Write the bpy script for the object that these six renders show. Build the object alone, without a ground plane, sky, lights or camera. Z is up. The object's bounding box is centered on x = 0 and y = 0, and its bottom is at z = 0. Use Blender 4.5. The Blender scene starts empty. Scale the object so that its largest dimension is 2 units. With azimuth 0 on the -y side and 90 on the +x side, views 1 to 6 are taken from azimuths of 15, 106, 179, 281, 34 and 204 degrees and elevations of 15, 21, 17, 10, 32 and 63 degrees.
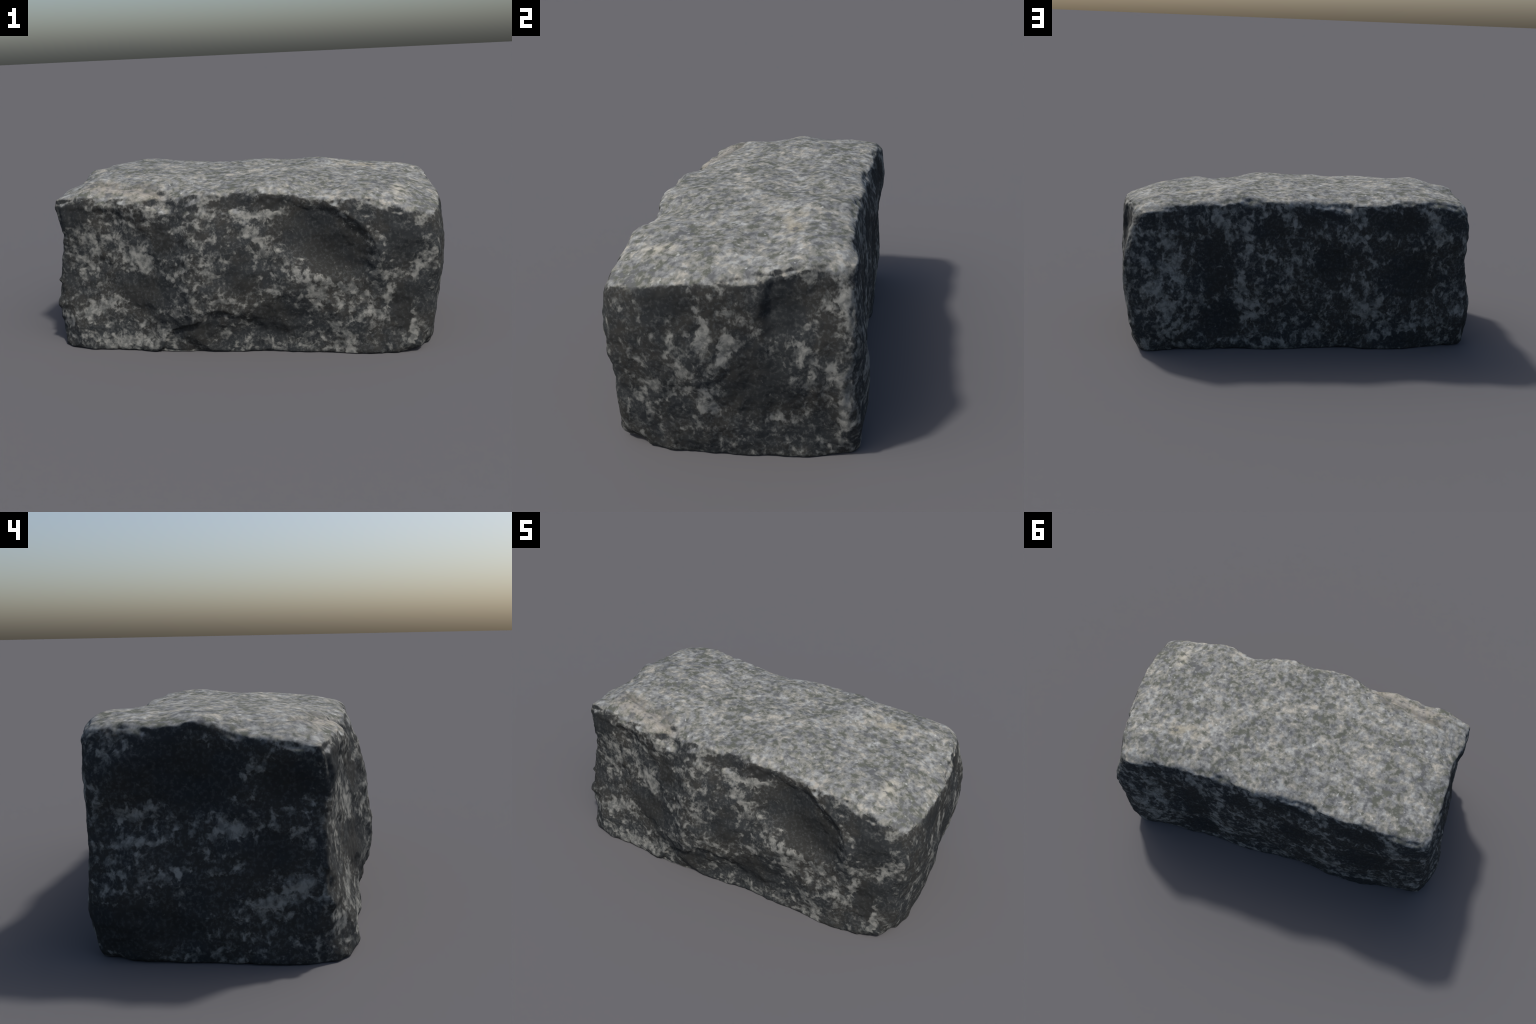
"""A hand-split granite sett: one rough cuboid block, pale worn top, dark freshly
fractured sides with pale crystal blotches.  Built as a rounded box whose six faces are
bowed by small grids of spline control offsets, then chipped, scooped and roughened."""
import bpy
import numpy as np

HALF = np.array([0.96, 0.49, 0.42])     # nominal half sizes of the box
LIFT = 0.42                             # box centre height
ROUND = 0.048                           # edge radius of the box
BED = 0.006                             # height within which the underside flattens
STEP = 0.0062                           # mesh spacing

# Offsets (cm, outward) of each face at the control points of a spline surface.
# Columns run along the first in-plane axis (x, else y), rows along the second (z, else y).
FACE_OFFSETS = {
    "left": [
        [-9.2, -2.8, -1.6, 0.1, 1.4, 0.2],
        [-4.1, -3.6, -0.2, 0.0, 3.5, -0.9],
        [-6.8, -4.7, -2.0, -0.5, 2.4, -1.1],
        [-8.0, -6.4, -5.4, -6.5, -4.3, -3.7],
        [-10.9, -8.5, -6.6, -5.9, -2.0, -3.4],
        [-6.0, -4.7, -8.7, -6.4, -5.8, -5.5],
    ],
    "right": [
        [-4.8, -1.2, -4.3, -5.9, -9.2, -17.6],
        [0.5, -0.2, -0.9, -5.0, -9.2, -11.0],
        [0.6, 1.8, 0.3, -4.2, -5.7, -7.9],
        [2.8, 3.5, 2.5, -3.0, -4.7, -9.1],
        [2.5, 3.7, 0.4, -1.4, -6.9, -10.7],
        [0.6, 1.9, 0.8, -2.9, -7.8, -21.1],
    ],
    "front": [
        [4.7, 7.0, 5.1, 6.1, 5.2, 1.2, 0.1, -1.9, -3.4, -6.0, -6.0, -7.7, -12.3],
        [-3.2, 5.3, 4.2, 3.2, 4.4, 5.8, 1.9, -1.9, -4.9, -6.1, -6.9, -9.6, -14.4],
        [-0.3, 1.0, 2.2, 2.6, 6.2, 7.8, 4.3, -0.1, -2.5, -4.7, -6.6, -10.5, -14.5],
        [-1.6, -1.5, -0.3, 0.9, 4.3, 7.3, 3.9, 0.3, -0.7, -6.6, -7.2, -10.2, -14.1],
        [-1.6, -1.9, -1.1, 0.3, 3.3, 5.2, 2.6, -2.3, -6.4, -7.2, -4.8, -9.7, -13.1],
        [-0.6, -1.0, -2.2, -0.8, 1.2, 1.5, -0.9, -3.6, -7.5, -5.3, -7.6, -8.4, -13.1],
        [-3.2, -0.0, -1.0, 1.3, -2.7, -2.9, -6.1, -5.8, -8.2, -9.8, -10.0, -10.8, -14.4],
    ],
    "back": [
        [-16.8, -13.9, -8.2, -6.4, -7.8, -5.2, -1.1, -0.1, 1.5, 2.4, 7.4],
        [-12.0, -10.2, -7.4, -5.5, -4.3, -3.5, -1.5, -0.9, 2.1, 7.0, 7.2],
        [-12.5, -10.4, -6.0, -3.6, -3.5, -2.1, -0.0, -0.1, 3.3, 8.1, 4.6],
        [-11.9, -9.0, -6.7, -3.9, -4.6, -2.2, 0.0, -0.2, 1.1, 5.8, 7.2],
        [-12.2, -6.0, -6.4, -4.8, -3.9, -3.5, -1.5, -1.1, 0.9, 3.5, 5.3],
        [-10.6, -8.8, -8.6, -7.3, -7.4, -6.1, -4.3, -3.5, -2.3, 0.4, 4.0],
    ],
    "bottom": [
        [0.8, 2.5, 0.7, 3.5, 3.6, 2.5, 3.5, 2.4, -3.3],
        [2.8, 2.1, 1.8, 2.2, 2.2, 2.1, 2.5, 3.6, 3.7],
        [2.7, 2.4, 2.4, 2.1, 2.2, 2.1, 1.9, 2.6, 2.9],
        [0.2, 3.1, 3.8, 2.4, 3.8, 2.5, 0.6, 2.5, 2.4],
    ],
    "top": [
        [-10.4, -9.2, -9.9, -11.5, -6.1, -5.4, -5.8, -11.2, -8.3, -13.8, -17.8],
        [-9.8, -3.5, -4.4, -3.4, -4.3, -4.1, -2.5, -6.8, -6.2, -9.5, -15.6],
        [-7.0, -2.1, -2.2, -2.2, -2.5, -2.1, -1.8, -3.4, -5.9, -7.6, -14.1],
        [-1.4, -0.7, -0.0, -1.9, -1.9, -0.8, -1.3, -3.5, -4.6, -6.4, -12.7],
        [-4.1, -0.6, -0.5, -1.7, -1.7, -2.7, -1.9, -1.8, -4.1, -6.9, -9.3],
        [-3.1, -1.4, -0.9, -1.4, -1.5, -0.6, -2.2, -0.6, -3.2, -4.0, -6.9],
        [-6.1, -0.9, -1.8, -4.1, -5.2, -3.4, -2.8, -2.4, -3.9, -5.4, -7.7],
    ],
}
SIDE = {"left": (0, -1), "right": (0, 1), "front": (1, -1), "back": (1, 1), "bottom": (2, -1), "top": (2, 1)}


# points of rock left on the front left arris: place, reach, height
SPURS = [((-0.872, -0.485, 0.212), 0.034, 0.030), ((-0.876, -0.465, 0.333), 0.015, 0.018)]


# ------------------------------------------------------------------ noise and small helpers
_rng = np.random.RandomState(7)
_perm = np.concatenate([_rng.permutation(256)] * 3)
_grad = _rng.normal(size=(256, 3))
_grad /= np.linalg.norm(_grad, axis=1)[:, None]


def perlin(p):
    """Gradient noise, about -0.7..0.7."""
    i = np.floor(p).astype(int)
    f = p - i
    u = f * f * f * (f * (f * 6 - 15) + 10)
    i &= 255
    total = np.zeros(len(p))
    for dx in (0, 1):
        for dy in (0, 1):
            for dz in (0, 1):
                h = _perm[_perm[_perm[i[:, 0] + dx] + i[:, 1] + dy] + i[:, 2] + dz]
                g = (_grad[h] * (f - (dx, dy, dz))).sum(1)
                w = (u[:, 0] if dx else 1 - u[:, 0]) * (u[:, 1] if dy else 1 - u[:, 1]) * (u[:, 2] if dz else 1 - u[:, 2])
                total += w * g
    return total


def fractal(p, scale, octaves=3, gain=0.5):
    total, amp = 0.0, 1.0
    for k in range(octaves):
        total = total + amp * perlin(p * scale + 17.3 * (k + 1))
        scale, amp = scale * 2.03, amp * gain
    return total


def smooth(a, b, t):
    t = np.clip((t - a) / (b - a), 0, 1)
    return t * t * (3 - 2 * t)


def spline_weights(t, n):
    """Catmull-Rom weights of n evenly spaced controls, ends extrapolated."""
    s = np.clip((t + 1) / 2 * (n - 1), 0, n - 1 - 1e-9)
    i = s.astype(int)
    f = s - i
    w = (-.5 * f + f**2 - .5 * f**3, 1 - 2.5 * f**2 + 1.5 * f**3, .5 * f + 2 * f**2 - 1.5 * f**3, -.5 * f**2 + .5 * f**3)
    full, rows = np.zeros((len(t), n + 2)), np.arange(len(t))
    for k in range(4):
        full[rows, i + k] += w[k]
    out = full[:, 1:-1]
    out[:, 0] += 2 * full[:, 0]
    out[:, 1] -= full[:, 0]
    out[:, -1] += 2 * full[:, -1]
    out[:, -2] -= full[:, -1]
    return out


# ------------------------------------------------------------------ the block as a lattice box
def box_surface():
    """Unit-cube surface lattice: points in -1..1 and quads, shared along the edges."""
    n = np.maximum(8, np.round(2 * HALF / STEP)).astype(int)
    grids, quads, faces, start = [], [], [], 0
    for axis in range(3):
        a, b = [k for k in range(3) if k != axis]
        for side in (0, 1):
            ia, ib = np.meshgrid(np.arange(n[a] + 1), np.arange(n[b] + 1), indexing="ij")
            ijk = np.zeros(ia.shape + (3,), int)
            ijk[..., a], ijk[..., b], ijk[..., axis] = ia, ib, side * n[axis]
            index = start + np.arange(ia.size).reshape(ia.shape)
            q = np.stack([index[:-1, :-1], index[1:, :-1], index[1:, 1:], index[:-1, 1:]], -1).reshape(-1, 4)
            if (side == 1) == (axis == 1):
                q = q[:, ::-1]
            grids.append(ijk.reshape(-1, 3))
            quads.append(q)
            faces.append(np.full(len(q), 2 * axis + side))
            start += ia.size
    ijk, quads = np.concatenate(grids), np.concatenate(quads)
    code = (ijk[:, 0] * 4096 + ijk[:, 1]) * 4096 + ijk[:, 2]
    _, first, back = np.unique(code, return_index=True, return_inverse=True)
    return ijk[first] / n * 2.0 - 1.0, back.ravel()[quads], np.concatenate(faces)


def rounded_box(cube):
    p = cube * HALF
    core = np.clip(p, ROUND - HALF, HALF - ROUND)
    d = p - core
    return core + ROUND * d / np.linalg.norm(d, axis=1)[:, None]


def bow_faces(p):
    t, out = p / HALF, p.copy()
    for name, table in FACE_OFFSETS.items():
        axis, sign = SIDE[name]
        a, b = [k for k in range(3) if k != axis]
        grid = np.array(table, float) * 0.01
        bow = np.einsum("ni,ij,nj->n", spline_weights(t[:, b], grid.shape[0]), grid, spline_weights(t[:, a], grid.shape[1]))
        out[:, axis] += sign * bow * (1 + sign * t[:, axis]) / 2
    return out


def vertex_normals(p, quads):
    n = np.cross(p[quads[:, 2]] - p[quads[:, 0]], p[quads[:, 3]] - p[quads[:, 1]])
    total = np.zeros_like(p)
    for k in range(4):
        for axis in range(3):
            total[:, axis] += np.bincount(quads[:, k], n[:, axis], len(p))
    return total / (np.linalg.norm(total, axis=1)[:, None] + 1e-12)


# ------------------------------------------------------------------ chips, scoops, ledges
def polyline(x, points):
    xs, ys = zip(*points)
    return np.interp(x, xs, ys)


def segment_distance(p, a, b):
    a, b = np.array(a), np.array(b)
    t = np.clip((p - a) @ (b - a) / ((b - a) @ (b - a)), 0, 1)
    return np.linalg.norm(p - a - t[:, None] * (b - a), axis=1)


def sculpt(p, n):
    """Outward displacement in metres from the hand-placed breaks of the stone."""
    d = np.zeros(len(p))
    wob = 0.018 * fractal(p, 9.0, 2) + 0.007 * perlin(p * 31.0)
    x, y, z = p[:, 0] + wob, p[:, 1], p[:, 2] + 0.018 * fractal(p + 5.0, 9.0, 2) + 0.007 * perlin(p * 31.0 + 50.0)
    front = smooth(0.35, 0.9, -n[:, 1])
    right = smooth(0.45, 0.95, n[:, 0])
    left = smooth(0.45, 0.95, -n[:, 0])
    back = smooth(0.45, 0.95, n[:, 1])
    top = smooth(0.25, 0.7, n[:, 2])

    # front: the shell-shaped scoop, steep under its upper right rim, shallow to the lower left
    along, across = np.array([0.90, -0.43]), np.array([0.43, 0.90])
    u = ((x - 0.445) * along[0] + (z - 0.555) * along[1]) / 0.305
    v = ((x - 0.445) * across[0] + (z - 0.555) * across[1]) / 0.165
    r = np.sqrt(u * u + v * v)
    steep = np.clip(0.45 + 0.55 * (0.75 * v + 0.65 * u) / (r + 1e-6), 0, 1)
    bowl = np.clip(1 - np.clip(r, 0, 1) ** (1.7 + 5.0 * steep), 0, 1)
    d -= front * 0.040 * bowl * (0.8 + 0.25 * v + 0.1 * u)
    # front: ridge under the scoop running down to the right
    for a, b, w, h in (((0.20, 0.51), (0.60, 0.33), 0.035, 0.010), ((0.40, 0.40), (0.58, 0.06), 0.035, 0.008),
                       ((-0.15, 0.62), (-0.16, 0.22), 0.05, 0.009), ((0.70, 0.66), (0.73, 0.36), 0.03, 0.006)):
        q = np.stack([x, np.zeros_like(x), z], 1)
        s = segment_distance(q, (a[0], 0, a[1]), (b[0], 0, b[1]))
        d += front * h * np.exp(-(s / w) ** 2)
    # front and left: sharp-crested fracture facets, crests running down to the right
    slant = np.stack([(p[:, 0] + 0.5 * p[:, 2]) * 4.5, p[:, 1] * 3.0, (p[:, 2] - 0.4 * p[:, 0]) * 7.0], 1)
    crest = 0.16 - np.abs(perlin(slant + 21.0)) - 0.5 * np.abs(perlin(slant * 2.2 + 40.0))
    d += (front * (1 - 0.7 * np.clip(bowl, 0, 1)) + 0.8 * left) * 0.022 * crest
    # front: broken-out ledge low in the middle, with a lump left inside it
    lip = polyline(x, [(-0.42, -0.1), (-0.31, 0.07), (-0.26, 0.125), (-0.15, 0.165), (-0.09, 0.205), (-0.02, 0.232), (0.06, 0.215), (0.16, 0.19), (0.30, 0.13), (0.42, 0.0)])
    crisp = 0.012 + 0.07 * smooth(-0.05, 0.15, x)
    d -= front * 0.019 * smooth(0.0, 1.0, (lip - z) / crisp) * (1 - 0.3 * smooth(0.05, 0.18, lip - z)) * (1 - smooth(0.15, 0.36, x))
    lump = np.exp(-((x + 0.17) / 0.06) ** 2 - ((z - 0.09) / 0.03) ** 2)
    d += front * 0.012 * lump
    # front: flakes off under the top edge
    for cx, cz, rx, rz, depth in ((0.22, 0.725, 0.085, 0.045, 0.007), (0.07, 0.72, 0.08, 0.055, 0.008), (0.68, 0.685, 0.08, 0.045, 0.006),
                                  (0.80, 0.66, 0.06, 0.06, 0.006), (-0.32, 0.72, 0.09, 0.05, 0.010), (-0.60, 0.66, 0.10, 0.06, 0.006), (-0.85, 0.70, 0.05, 0.07, 0.008)):
        r = np.sqrt(((x - cx) / rx) ** 2 + ((z - cz) / rz) ** 2)
        d -= front * depth * (1 - smooth(0.35, 1.0, r))

    # right end: a step down towards the back, a hollow low at the back
    edge = 0.225 + 0.02 * np.sin(9.0 * z) + 0.25 * np.clip(0.60 - z, 0, 1)
    d -= right * 0.016 * smooth(0.0, 0.040, y - edge) * smooth(0.46, 0.62, z) * (1 - smooth(0.31, 0.42, y)) * (1 - 0.8 * smooth(0.69, 0.77, z))
    ribs = perlin(np.stack([p[:, 1] * 13.0, p[:, 0] * 2.0, p[:, 2] * 2.2 + 5.0], 1))
    d += right * 0.010 * ribs
    d -= right * 0.012 * np.exp(-((y - 0.42) / 0.10) ** 2 - ((z - 0.24) / 0.09) ** 2)

    # left end: shallow shell high up, a faint ledge across the middle
    r = np.sqrt(((y - 0.05) / 0.26) ** 2 + ((z - 0.63) / 0.15) ** 2)
    d -= left * 0.016 * (1 - smooth(0.2, 1.0, r))
    d += left * 0.004 * np.exp(-((z - 0.41 - 0.12 * y) / 0.03) ** 2) * smooth(-0.42, -0.2, y)
    r = np.sqrt(((y + 0.27) / 0.14) ** 2 + ((z - 0.42) / 0.10) ** 2)
    d -= left * 0.010 * (1 - smooth(0.2, 1.0, r))

    # back: broad upright ribs
    ribs = perlin(np.stack([p[:, 0] * 9.0, p[:, 1] * 2.0, p[:, 2] * 1.8 + 11.0], 1))
    d += back * 0.009 * ribs
    # back: curved shell at the top, nick in the top edge
    r = np.sqrt(((x + 0.28) / 0.20) ** 2 + ((z - 0.74) / 0.10) ** 2)
    d -= back * 0.012 * (1 - smooth(0.3, 1.0, r))
    d -= back * 0.008 * np.exp(-((x + 0.66) / 0.09) ** 2 - ((z - 0.70) / 0.06) ** 2)

    # bruised arrises: small flakes knocked off wherever two faces meet, and two spurs left standing
    arris = 1 - smooth(0.70, 0.97, np.abs(n).max(1))
    flakes = perlin(p * 6.5 + 31.0) + 0.45 * perlin(p * 15.0 + 7.0)
    d -= arris * (0.010 * smooth(-0.10, 0.35, flakes) - 0.004 + 0.006 * perlin(p * 27.0 + 12.0))


    # top: groove and pits along the front left edge, soft hollows
    s = segment_distance(p + [[0, 0, 0]] + np.stack([wob, wob, wob], 1) * 0.5, (-0.74, -0.325, 0.81), (-0.30, -0.425, 0.755))
    d -= top * 0.012 * np.exp(-(s / 0.016) ** 2)
    for cx, cy, rr, depth in ((-0.64, -0.335, 0.035, 0.010), (-0.42, -0.36, 0.04, 0.012)):
        d -= top * depth * np.exp(-((p[:, 0] - cx) ** 2 + (p[:, 1] - cy) ** 2) / rr**2)
    return d


def spurs(p):
    """Small points of rock left standing on the front left arris."""
    d = np.zeros(len(p))
    for spur, reach, height in SPURS:
        d += height * np.exp(-((p - spur) ** 2).sum(1) / reach**2)
    return d


def roughen(p, n):
    """Outward displacement: broad undulation, fracture lumps, fine grit."""
    top = smooth(0.3, 0.8, n[:, 2])
    lumps = fractal(p, 7.0, 2, 0.5)
    facets = np.abs(perlin(p * 11.0 + 3.1)) - 0.2
    mid = fractal(p + 9.0, 22.0, 2, 0.55)
    grit = fractal(p + 4.0, 60.0, 2, 0.5)
    return 0.006 * lumps + (1 - top) * 0.010 * facets + 0.0035 * mid + (0.0016 - 0.0004 * top) * grit


def build_block():
    cube, quads, faces = box_surface()
    p = bow_faces(rounded_box(cube)) + (0, 0, LIFT)
    n = vertex_normals(p, quads)
    p = p + n * (sculpt(p, n) + roughen(p, n))[:, None]
    p[:, :2] += spurs(p)[:, None] * (-0.9, -0.3)
    p[:, 2] = np.where(p[:, 2] < BED, BED - BED * np.tanh((BED - p[:, 2]) / BED), p[:, 2])   # it lies on the ground
    p[:, 2] -= p[:, 2].min()
    mesh = bpy.data.meshes.new("granite_block")
    mesh.vertices.add(len(p))
    mesh.vertices.foreach_set("co", p.ravel())
    mesh.loops.add(quads.size)
    mesh.loops.foreach_set("vertex_index", quads.ravel())
    mesh.polygons.add(len(quads))
    mesh.polygons.foreach_set("loop_start", np.arange(0, quads.size, 4))
    mesh.polygons.foreach_set("use_smooth", np.ones(len(quads), bool))
    for name in ("left", "right", "front", "back", "bottom", "top"):
        mesh.materials.append(granite_material(name))
    mesh.polygons.foreach_set("material_index", faces.astype(np.int32))
    mesh.update(calc_edges=True)
    mesh.validate()
    obj = bpy.data.objects.new("granite_block", mesh)
    bpy.context.scene.collection.objects.link(obj)
    obj["label"] = "rough rectangular granite paving block, pale worn top, dark split sides"
    obj["category"] = "stone block"
    return obj


# ------------------------------------------------------------------ material
class Nodes:
    """Tiny builder for shader maths."""

    def __init__(self, tree):
        self.tree = tree

    def link(self, value, socket):
        if isinstance(value, bpy.types.NodeSocket):
            self.tree.links.new(value, socket)
        else:
            socket.default_value = value

    def math(self, op, a, b=0.0, c=0.0, clamp=False):
        node = self.tree.nodes.new("ShaderNodeMath")
        node.operation, node.use_clamp = op, clamp
        for value, socket in zip((a, b, c), node.inputs):
            self.link(value, socket)
        return node.outputs[0]

    def vector(self, op, a, b=(0, 0, 0), out=0):
        node = self.tree.nodes.new("ShaderNodeVectorMath")
        node.operation = op
        self.link(a, node.inputs[0])
        self.link(b, node.inputs[1])
        return node.outputs[out]

    def scale(self, a, s):
        node = self.tree.nodes.new("ShaderNodeVectorMath")
        node.operation = "SCALE"
        self.link(a, node.inputs[0])
        self.link(s, node.inputs["Scale"])
        return node.outputs[0]

    def noise(self, where, scale, detail=2.0, rough=0.5, shift=(0, 0, 0), colour=False, swirl=0.0):
        node = self.tree.nodes.new("ShaderNodeTexNoise")
        self.link(self.vector("ADD", where, shift), node.inputs["Vector"])
        node.inputs["Scale"].default_value = scale
        node.inputs["Detail"].default_value = detail
        node.inputs["Roughness"].default_value = rough
        node.inputs["Distortion"].default_value = swirl
        return node.outputs["Color" if colour else "Fac"]

    def ramp(self, value, lo, hi):
        """Smoothstep."""
        node = self.tree.nodes.new("ShaderNodeMapRange")
        node.interpolation_type = "SMOOTHSTEP"
        self.link(value, node.inputs["Value"])
        self.link(lo, node.inputs["From Min"])
        self.link(hi, node.inputs["From Max"])
        return node.outputs["Result"]

    def mix(self, fac, a, b):
        node = self.tree.nodes.new("ShaderNodeMix")
        node.data_type = "RGBA"
        self.link(fac, node.inputs["Factor"])
        for value, name in ((a, "A"), (b, "B")):
            socket = [s for s in node.inputs if s.name == name and s.type == "RGBA"][0]
            self.link(value if isinstance(value, bpy.types.NodeSocket) else (*value, 1.0), socket)
        return [s for s in node.outputs if s.type == "RGBA"][0]

    def near_segment(self, where, a, b, radius):
        """1 on the segment a-b, fading to 0 at the radius."""
        ab = tuple(q - p for p, q in zip(a, b))
        length2 = sum(k * k for k in ab)
        pa = self.vector("SUBTRACT", where, a)
        t = self.math("DIVIDE", self.vector("DOT_PRODUCT", pa, ab, "Value"), length2, clamp=True)
        gap = self.vector("LENGTH", self.vector("SUBTRACT", pa, self.scale(ab, t)), out="Value")
        return self.ramp(gap, radius, 0.0)

    def near_ellipsoid(self, where, centre, radii):
        q = self.vector("DIVIDE", self.vector("SUBTRACT", where, centre), radii)
        return self.ramp(self.vector("LENGTH", q, out="Value"), 1.0, 0.45)

    def total(self, values):
        out = values[0]
        for v in values[1:]:
            out = self.math("MAXIMUM", out, v)
        return out


# pale crystalline veins on the broken sides: ends and reach
PALE_VEINS = {
    "front": [
        ((0.08, -0.47, 0.66), (0.17, -0.50, 0.55), 0.06),
        ((0.17, -0.50, 0.55), (0.24, -0.50, 0.485), 0.045),
        ((0.24, -0.50, 0.475), (0.42, -0.47, 0.395), 0.028),
        ((0.42, -0.47, 0.39), (0.64, -0.40, 0.305), 0.035),
        ((0.38, -0.48, 0.385), (0.47, -0.45, 0.19), 0.045),
        ((0.47, -0.45, 0.19), (0.58, -0.43, 0.06), 0.045),
        ((-0.09, -0.46, 0.71), (-0.15, -0.48, 0.55), 0.07),
        ((-0.15, -0.48, 0.50), (-0.15, -0.53, 0.22), 0.085),
        ((0.03, -0.50, 0.45), (-0.17, -0.50, 0.42), 0.06),
        ((-0.03, -0.55, 0.265), (0.12, -0.55, 0.255), 0.04),
        ((-0.84, -0.51, 0.14), (-0.50, -0.47, 0.27), 0.065),
        ((-0.80, -0.50, 0.05), (-0.40, -0.55, 0.03), 0.06),
        ((0.54, -0.40, 0.675), (0.68, -0.37, 0.585), 0.03),
        ((0.68, -0.37, 0.585), (0.73, -0.37, 0.40), 0.04),
        ((0.74, -0.39, 0.20), (0.82, -0.36, 0.38), 0.05),
        ((0.88, -0.36, 0.68), (0.87, -0.37, 0.06), 0.03),
        ((-0.60, -0.50, 0.56), (-0.42, -0.49, 0.44), 0.07),
        ((-0.40, -0.48, 0.74), (-0.26, -0.48, 0.61), 0.08),
        ((-0.80, -0.50, 0.55), (-0.70, -0.50, 0.54), 0.05),
        ((0.10, -0.46, 0.66), (0.28, -0.42, 0.705), 0.03),
    ],
    "right": [
        ((0.97, 0.00, 0.64), (0.97, 0.02, 0.46), 0.035),
        ((0.95, 0.10, 0.50), (0.95, 0.06, 0.40), 0.05),
        ((0.93, 0.33, 0.46), (0.88, 0.48, 0.36), 0.06),
        ((0.97, -0.10, 0.42), (0.95, 0.03, 0.22), 0.045),
        ((0.85, 0.51, 0.73), (0.87, 0.51, 0.10), 0.05),
        ((0.90, 0.25, 0.24), (0.90, 0.30, 0.12), 0.04),
    ],
    "left": [
        ((-0.94, 0.22, 0.40), (-0.93, 0.10, 0.40), 0.03),
        ((-0.93, 0.14, 0.51), (-0.93, 0.22, 0.48), 0.05),
        ((-0.98, 0.28, 0.24), (-0.95, 0.05, 0.30), 0.04),
        ((-0.94, -0.18, 0.18), (-0.90, -0.40, 0.28), 0.055),
        ((-0.90, -0.13, 0.46), (-0.90, -0.34, 0.44), 0.04),
        ((-0.89, -0.23, 0.67), (-0.89, -0.20, 0.63), 0.045),
        ((-0.86, 0.36, 0.70), (-0.88, 0.22, 0.64), 0.06),
    ],
    "back": [
        ((0.25, 0.46, 0.56), (0.26, 0.46, 0.34), 0.05),
        ((0.03, 0.43, 0.78), (0.02, 0.43, 0.46), 0.05),
        ((-0.06, 0.42, 0.50), (-0.08, 0.42, 0.36), 0.04),
        ((-0.10, 0.42, 0.72), (-0.31, 0.41, 0.58), 0.04),
        ((0.67, 0.54, 0.64), (0.58, 0.54, 0.38), 0.07),
        ((0.72, 0.55, 0.35), (0.62, 0.53, 0.15), 0.10),
        ((-0.41, 0.40, 0.34), (-0.38, 0.40, 0.44), 0.045),
        ((0.40, 0.48, 0.74), (0.36, 0.47, 0.60), 0.05),
        ((-0.34, 0.41, 0.78), (-0.36, 0.41, 0.70), 0.05),
        ((-0.70, 0.42, 0.74), (-0.78, 0.42, 0.62), 0.07),
        ((-0.40, 0.41, 0.07), (-0.75, 0.42, 0.16), 0.05),
    ],
}
# breaks with few blotches, painted darker for the scoop's baked shade: centre and radii
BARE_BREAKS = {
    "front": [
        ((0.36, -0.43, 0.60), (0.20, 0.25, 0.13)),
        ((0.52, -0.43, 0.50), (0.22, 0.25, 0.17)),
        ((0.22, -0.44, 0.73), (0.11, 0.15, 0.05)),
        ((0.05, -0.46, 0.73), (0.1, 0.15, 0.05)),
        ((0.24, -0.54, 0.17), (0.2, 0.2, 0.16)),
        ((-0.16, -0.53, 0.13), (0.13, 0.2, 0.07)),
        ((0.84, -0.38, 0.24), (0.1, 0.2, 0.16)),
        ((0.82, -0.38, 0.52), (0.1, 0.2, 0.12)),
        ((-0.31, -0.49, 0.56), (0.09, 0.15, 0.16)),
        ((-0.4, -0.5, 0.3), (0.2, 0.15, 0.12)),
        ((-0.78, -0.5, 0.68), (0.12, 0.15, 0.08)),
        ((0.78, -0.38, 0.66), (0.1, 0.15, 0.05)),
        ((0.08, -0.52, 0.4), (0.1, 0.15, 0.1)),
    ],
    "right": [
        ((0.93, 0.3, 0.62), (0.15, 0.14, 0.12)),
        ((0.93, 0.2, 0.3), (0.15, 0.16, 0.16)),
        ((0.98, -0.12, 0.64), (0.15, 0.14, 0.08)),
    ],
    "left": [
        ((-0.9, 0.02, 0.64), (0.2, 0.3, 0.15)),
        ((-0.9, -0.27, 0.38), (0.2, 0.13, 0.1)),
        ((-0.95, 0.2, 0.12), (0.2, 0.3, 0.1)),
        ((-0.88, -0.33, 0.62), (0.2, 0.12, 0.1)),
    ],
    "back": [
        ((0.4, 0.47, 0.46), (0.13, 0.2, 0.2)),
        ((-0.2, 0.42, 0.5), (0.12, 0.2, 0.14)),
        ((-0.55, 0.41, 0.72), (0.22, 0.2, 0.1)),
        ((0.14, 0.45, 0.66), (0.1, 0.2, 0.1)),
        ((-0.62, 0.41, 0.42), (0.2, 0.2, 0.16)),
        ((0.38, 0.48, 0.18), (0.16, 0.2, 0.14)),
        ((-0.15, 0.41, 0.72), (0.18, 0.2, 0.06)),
        ((-0.62, 0.41, 0.06), (0.16, 0.2, 0.06)),
    ],
}
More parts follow.
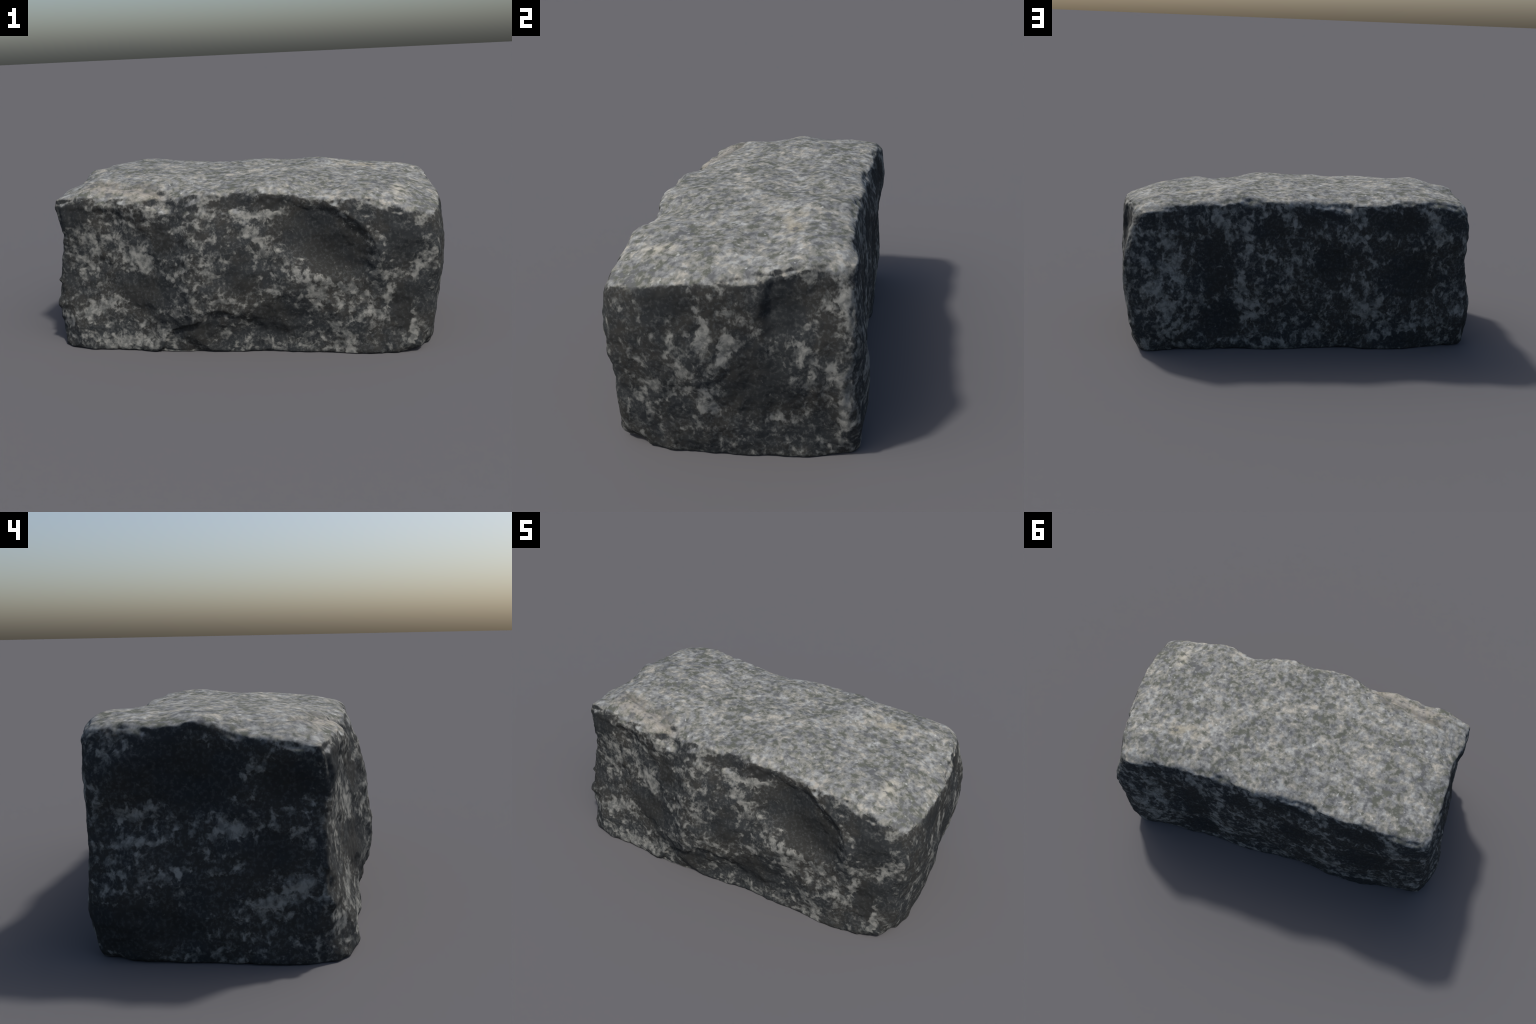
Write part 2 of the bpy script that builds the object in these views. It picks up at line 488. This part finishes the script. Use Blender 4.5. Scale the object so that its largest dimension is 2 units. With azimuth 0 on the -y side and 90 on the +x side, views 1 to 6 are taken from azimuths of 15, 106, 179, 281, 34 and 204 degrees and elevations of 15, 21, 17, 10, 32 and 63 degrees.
# warm, iron-stained or milky crystals on the worn top: ends, reach, tint
STAINS = [
    ((0.77, -0.16, 0.76), (0.79, -0.24, 0.75), 0.045, (0.50, 0.47, 0.38)),
    ((0.56, 0.25, 0.80), (0.60, 0.26, 0.80), 0.05, (0.30, 0.265, 0.18)),
    ((0.46, 0.26, 0.80), (0.50, 0.22, 0.80), 0.05, (0.28, 0.255, 0.19)),
    ((-0.70, -0.37, 0.79), (-0.34, -0.44, 0.75), 0.08, (0.30, 0.272, 0.225)),
    ((0.58, 0.06, 0.79), (0.56, 0.01, 0.79), 0.025, (0.50, 0.52, 0.51)),
    ((0.23, 0.20, 0.81), (0.24, 0.16, 0.81), 0.03, (0.46, 0.47, 0.46)),
    ((-0.69, -0.33, 0.80), (-0.60, -0.335, 0.80), 0.04, (0.070, 0.066, 0.058)),
    ((-0.47, -0.345, 0.79), (-0.37, -0.375, 0.77), 0.05, (0.070, 0.066, 0.058)),
    ((-0.74, -0.325, 0.80), (-0.28, -0.435, 0.75), 0.018, (0.085, 0.080, 0.070)),
]


def granite_material(face):
    """The same granite everywhere; each face adds its own veins, breaks and stains."""
    mat = bpy.data.materials.new("granite_" + face)
    mat.use_nodes = True
    tree = mat.node_tree
    bsdf = tree.nodes["Principled BSDF"]
    k = Nodes(tree)
    where = tree.nodes.new("ShaderNodeTexCoord").outputs["Object"]

    # coordinates shaken so that veins and breaks get ragged borders
    shake = k.vector("SUBTRACT", k.noise(where, 9.0, 4.0, 0.65, colour=True), (0.5, 0.5, 0.5))
    ragged = k.vector("ADD", where, k.scale(shake, 0.11))

    # --- worn top: close mix of milky feldspar, grey quartz and greenish dark grains
    grain = k.noise(where, 32.0, 3.0, 0.60, swirl=0.25)
    grain_fine = k.noise(where, 62.0, 2.0, 0.5, (3, 1, 2), swirl=0.2)
    cloud = k.noise(where, 6.0, 4.0, 0.65, (8, 2, 5))
    tint = k.noise(where, 26.0, 2.0, 0.5, (1, 7, 3))
    level = k.math("ADD", k.math("MULTIPLY", grain, 0.72), k.math("MULTIPLY", grain_fine, 0.18))
    level = k.math("ADD", level, k.math("MULTIPLY", k.math("SUBTRACT", cloud, 0.5), 0.50))
    grey = k.mix(k.ramp(tint, 0.40, 0.60), (0.178, 0.180, 0.163), (0.174, 0.180, 0.178))
    dark_grain = k.mix(k.ramp(tint, 0.42, 0.62), (0.092, 0.098, 0.083), (0.100, 0.104, 0.107))
    pale_grain = k.mix(k.ramp(tint, 0.38, 0.62), (0.325, 0.310, 0.272), (0.292, 0.304, 0.293))
    worn = k.mix(k.ramp(level, 0.47, 0.34), grey, dark_grain)
    worn = k.mix(k.ramp(level, 0.45, 0.62), worn, pale_grain)
    sparkle = k.ramp(k.noise(where, 48.0, 1.0, 0.4, (6, 6, 1)), 0.68, 0.82)
    worn = k.mix(k.math("MULTIPLY", sparkle, 0.45), worn, (0.52, 0.54, 0.52))
    for a, b, reach, colour in STAINS if face in ("top", "front") else ():
        spot = k.math("MULTIPLY", k.near_segment(k.vector("ADD", where, k.scale(shake, 0.05)), a, b, reach), k.ramp(grain, 0.30, 0.55))
        worn = k.mix(k.math("MULTIPLY", spot, 0.5), worn, colour)

    # --- broken sides: dark fine-grained rock, pale ragged blotches
    base_tint = k.noise(where, 6.0, 3.0, 0.6, (4, 4, 4))
    dark = k.mix(k.ramp(base_tint, 0.40, 0.60), (0.026, 0.029, 0.031), (0.032, 0.032, 0.030))
    dark = k.mix(k.ramp(k.noise(where, 70.0, 2.0, 0.6, (2, 9, 9)), 0.45, 0.76), dark, (0.066, 0.070, 0.069))
    veins = k.total([0.0] + [k.near_segment(ragged, *v) for v in PALE_VEINS.get(face, ())])
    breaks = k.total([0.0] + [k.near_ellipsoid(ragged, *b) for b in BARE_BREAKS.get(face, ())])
    upright = k.vector("MULTIPLY", where, (1, 1, 0.8 if face in ("right", "back") else 1))
    blotch = k.noise(upright, 26.0, 3.0, 0.60, (5, 3, 8), swirl=0.35)
    patch = k.noise(where, 5.5, 3.0, 0.5, (2, 2, 6))
    amount = k.math("ADD", blotch, k.math("MULTIPLY", k.math("SUBTRACT", patch, 0.5), 0.36))
    fleck = k.noise(upright, 55.0, 2.0, 0.55, (9, 5, 2))
    amount = k.math("ADD", amount, k.math("MULTIPLY", k.math("SUBTRACT", fleck, 0.5), 0.30))
    amount = k.math("ADD", amount, k.math("MULTIPLY", veins, 0.20))
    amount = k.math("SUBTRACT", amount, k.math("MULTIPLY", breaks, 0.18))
    amount = k.math("SUBTRACT", amount, {"front": 0.005, "right": 0.025, "left": 0.035}.get(face, -0.01))
    pale = k.mix(k.ramp(grain, 0.35, 0.62), (0.095, 0.099, 0.095), (0.205, 0.207, 0.192))
    dark = k.mix(k.math("MULTIPLY", breaks, 0.40), dark, (0.016, 0.018, 0.019))  # front scoop's occlusion darkness is mixed into the rock colour here
    split = k.mix(k.ramp(amount, 0.47, 0.70), dark, pale)

    # --- the wear lies on what faces up and on bruised edges, with a ragged border
    normal = tree.nodes.new("ShaderNodeNewGeometry").outputs["Normal"]
    xyz = tree.nodes.new("ShaderNodeSeparateXYZ")
    k.link(normal, xyz.inputs[0])
    up = k.math("ADD", xyz.outputs["Z"], k.math("MULTIPLY", k.math("SUBTRACT", k.noise(where, 16.0, 3.0, 0.6, (7, 1, 1)), 0.5), 0.9))
    up = k.math("ADD", up, k.math("MULTIPLY", k.math("SUBTRACT", k.noise(where, 42.0, 2.0, 0.6, (3, 8, 1)), 0.5), 0.5))
    if face != "top":
        place = tree.nodes.new("ShaderNodeSeparateXYZ")
        k.link(where, place.inputs[0])
        low = k.ramp(place.outputs["Z"], 0.70, 0.56)
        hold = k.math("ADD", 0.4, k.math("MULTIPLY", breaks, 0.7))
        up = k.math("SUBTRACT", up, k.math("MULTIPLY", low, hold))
    wear = k.ramp(up, 0.36, 0.76)
    colour = k.mix(wear, split, worn)
    k.link(colour, bsdf.inputs["Base Color"])
    bsdf.inputs["Roughness"].default_value = 0.85
    bsdf.inputs["Specular IOR Level"].default_value = 0.08

    bump = tree.nodes.new("ShaderNodeBump")
    bump.inputs["Strength"].default_value = 0.22
    bump.inputs["Distance"].default_value = 0.004
    k.link(k.math("ADD", grain, k.math("MULTIPLY", grain_fine, 0.5)), bump.inputs["Height"])
    k.link(bump.outputs[0], bsdf.inputs["Normal"])
    return mat


block = build_block()
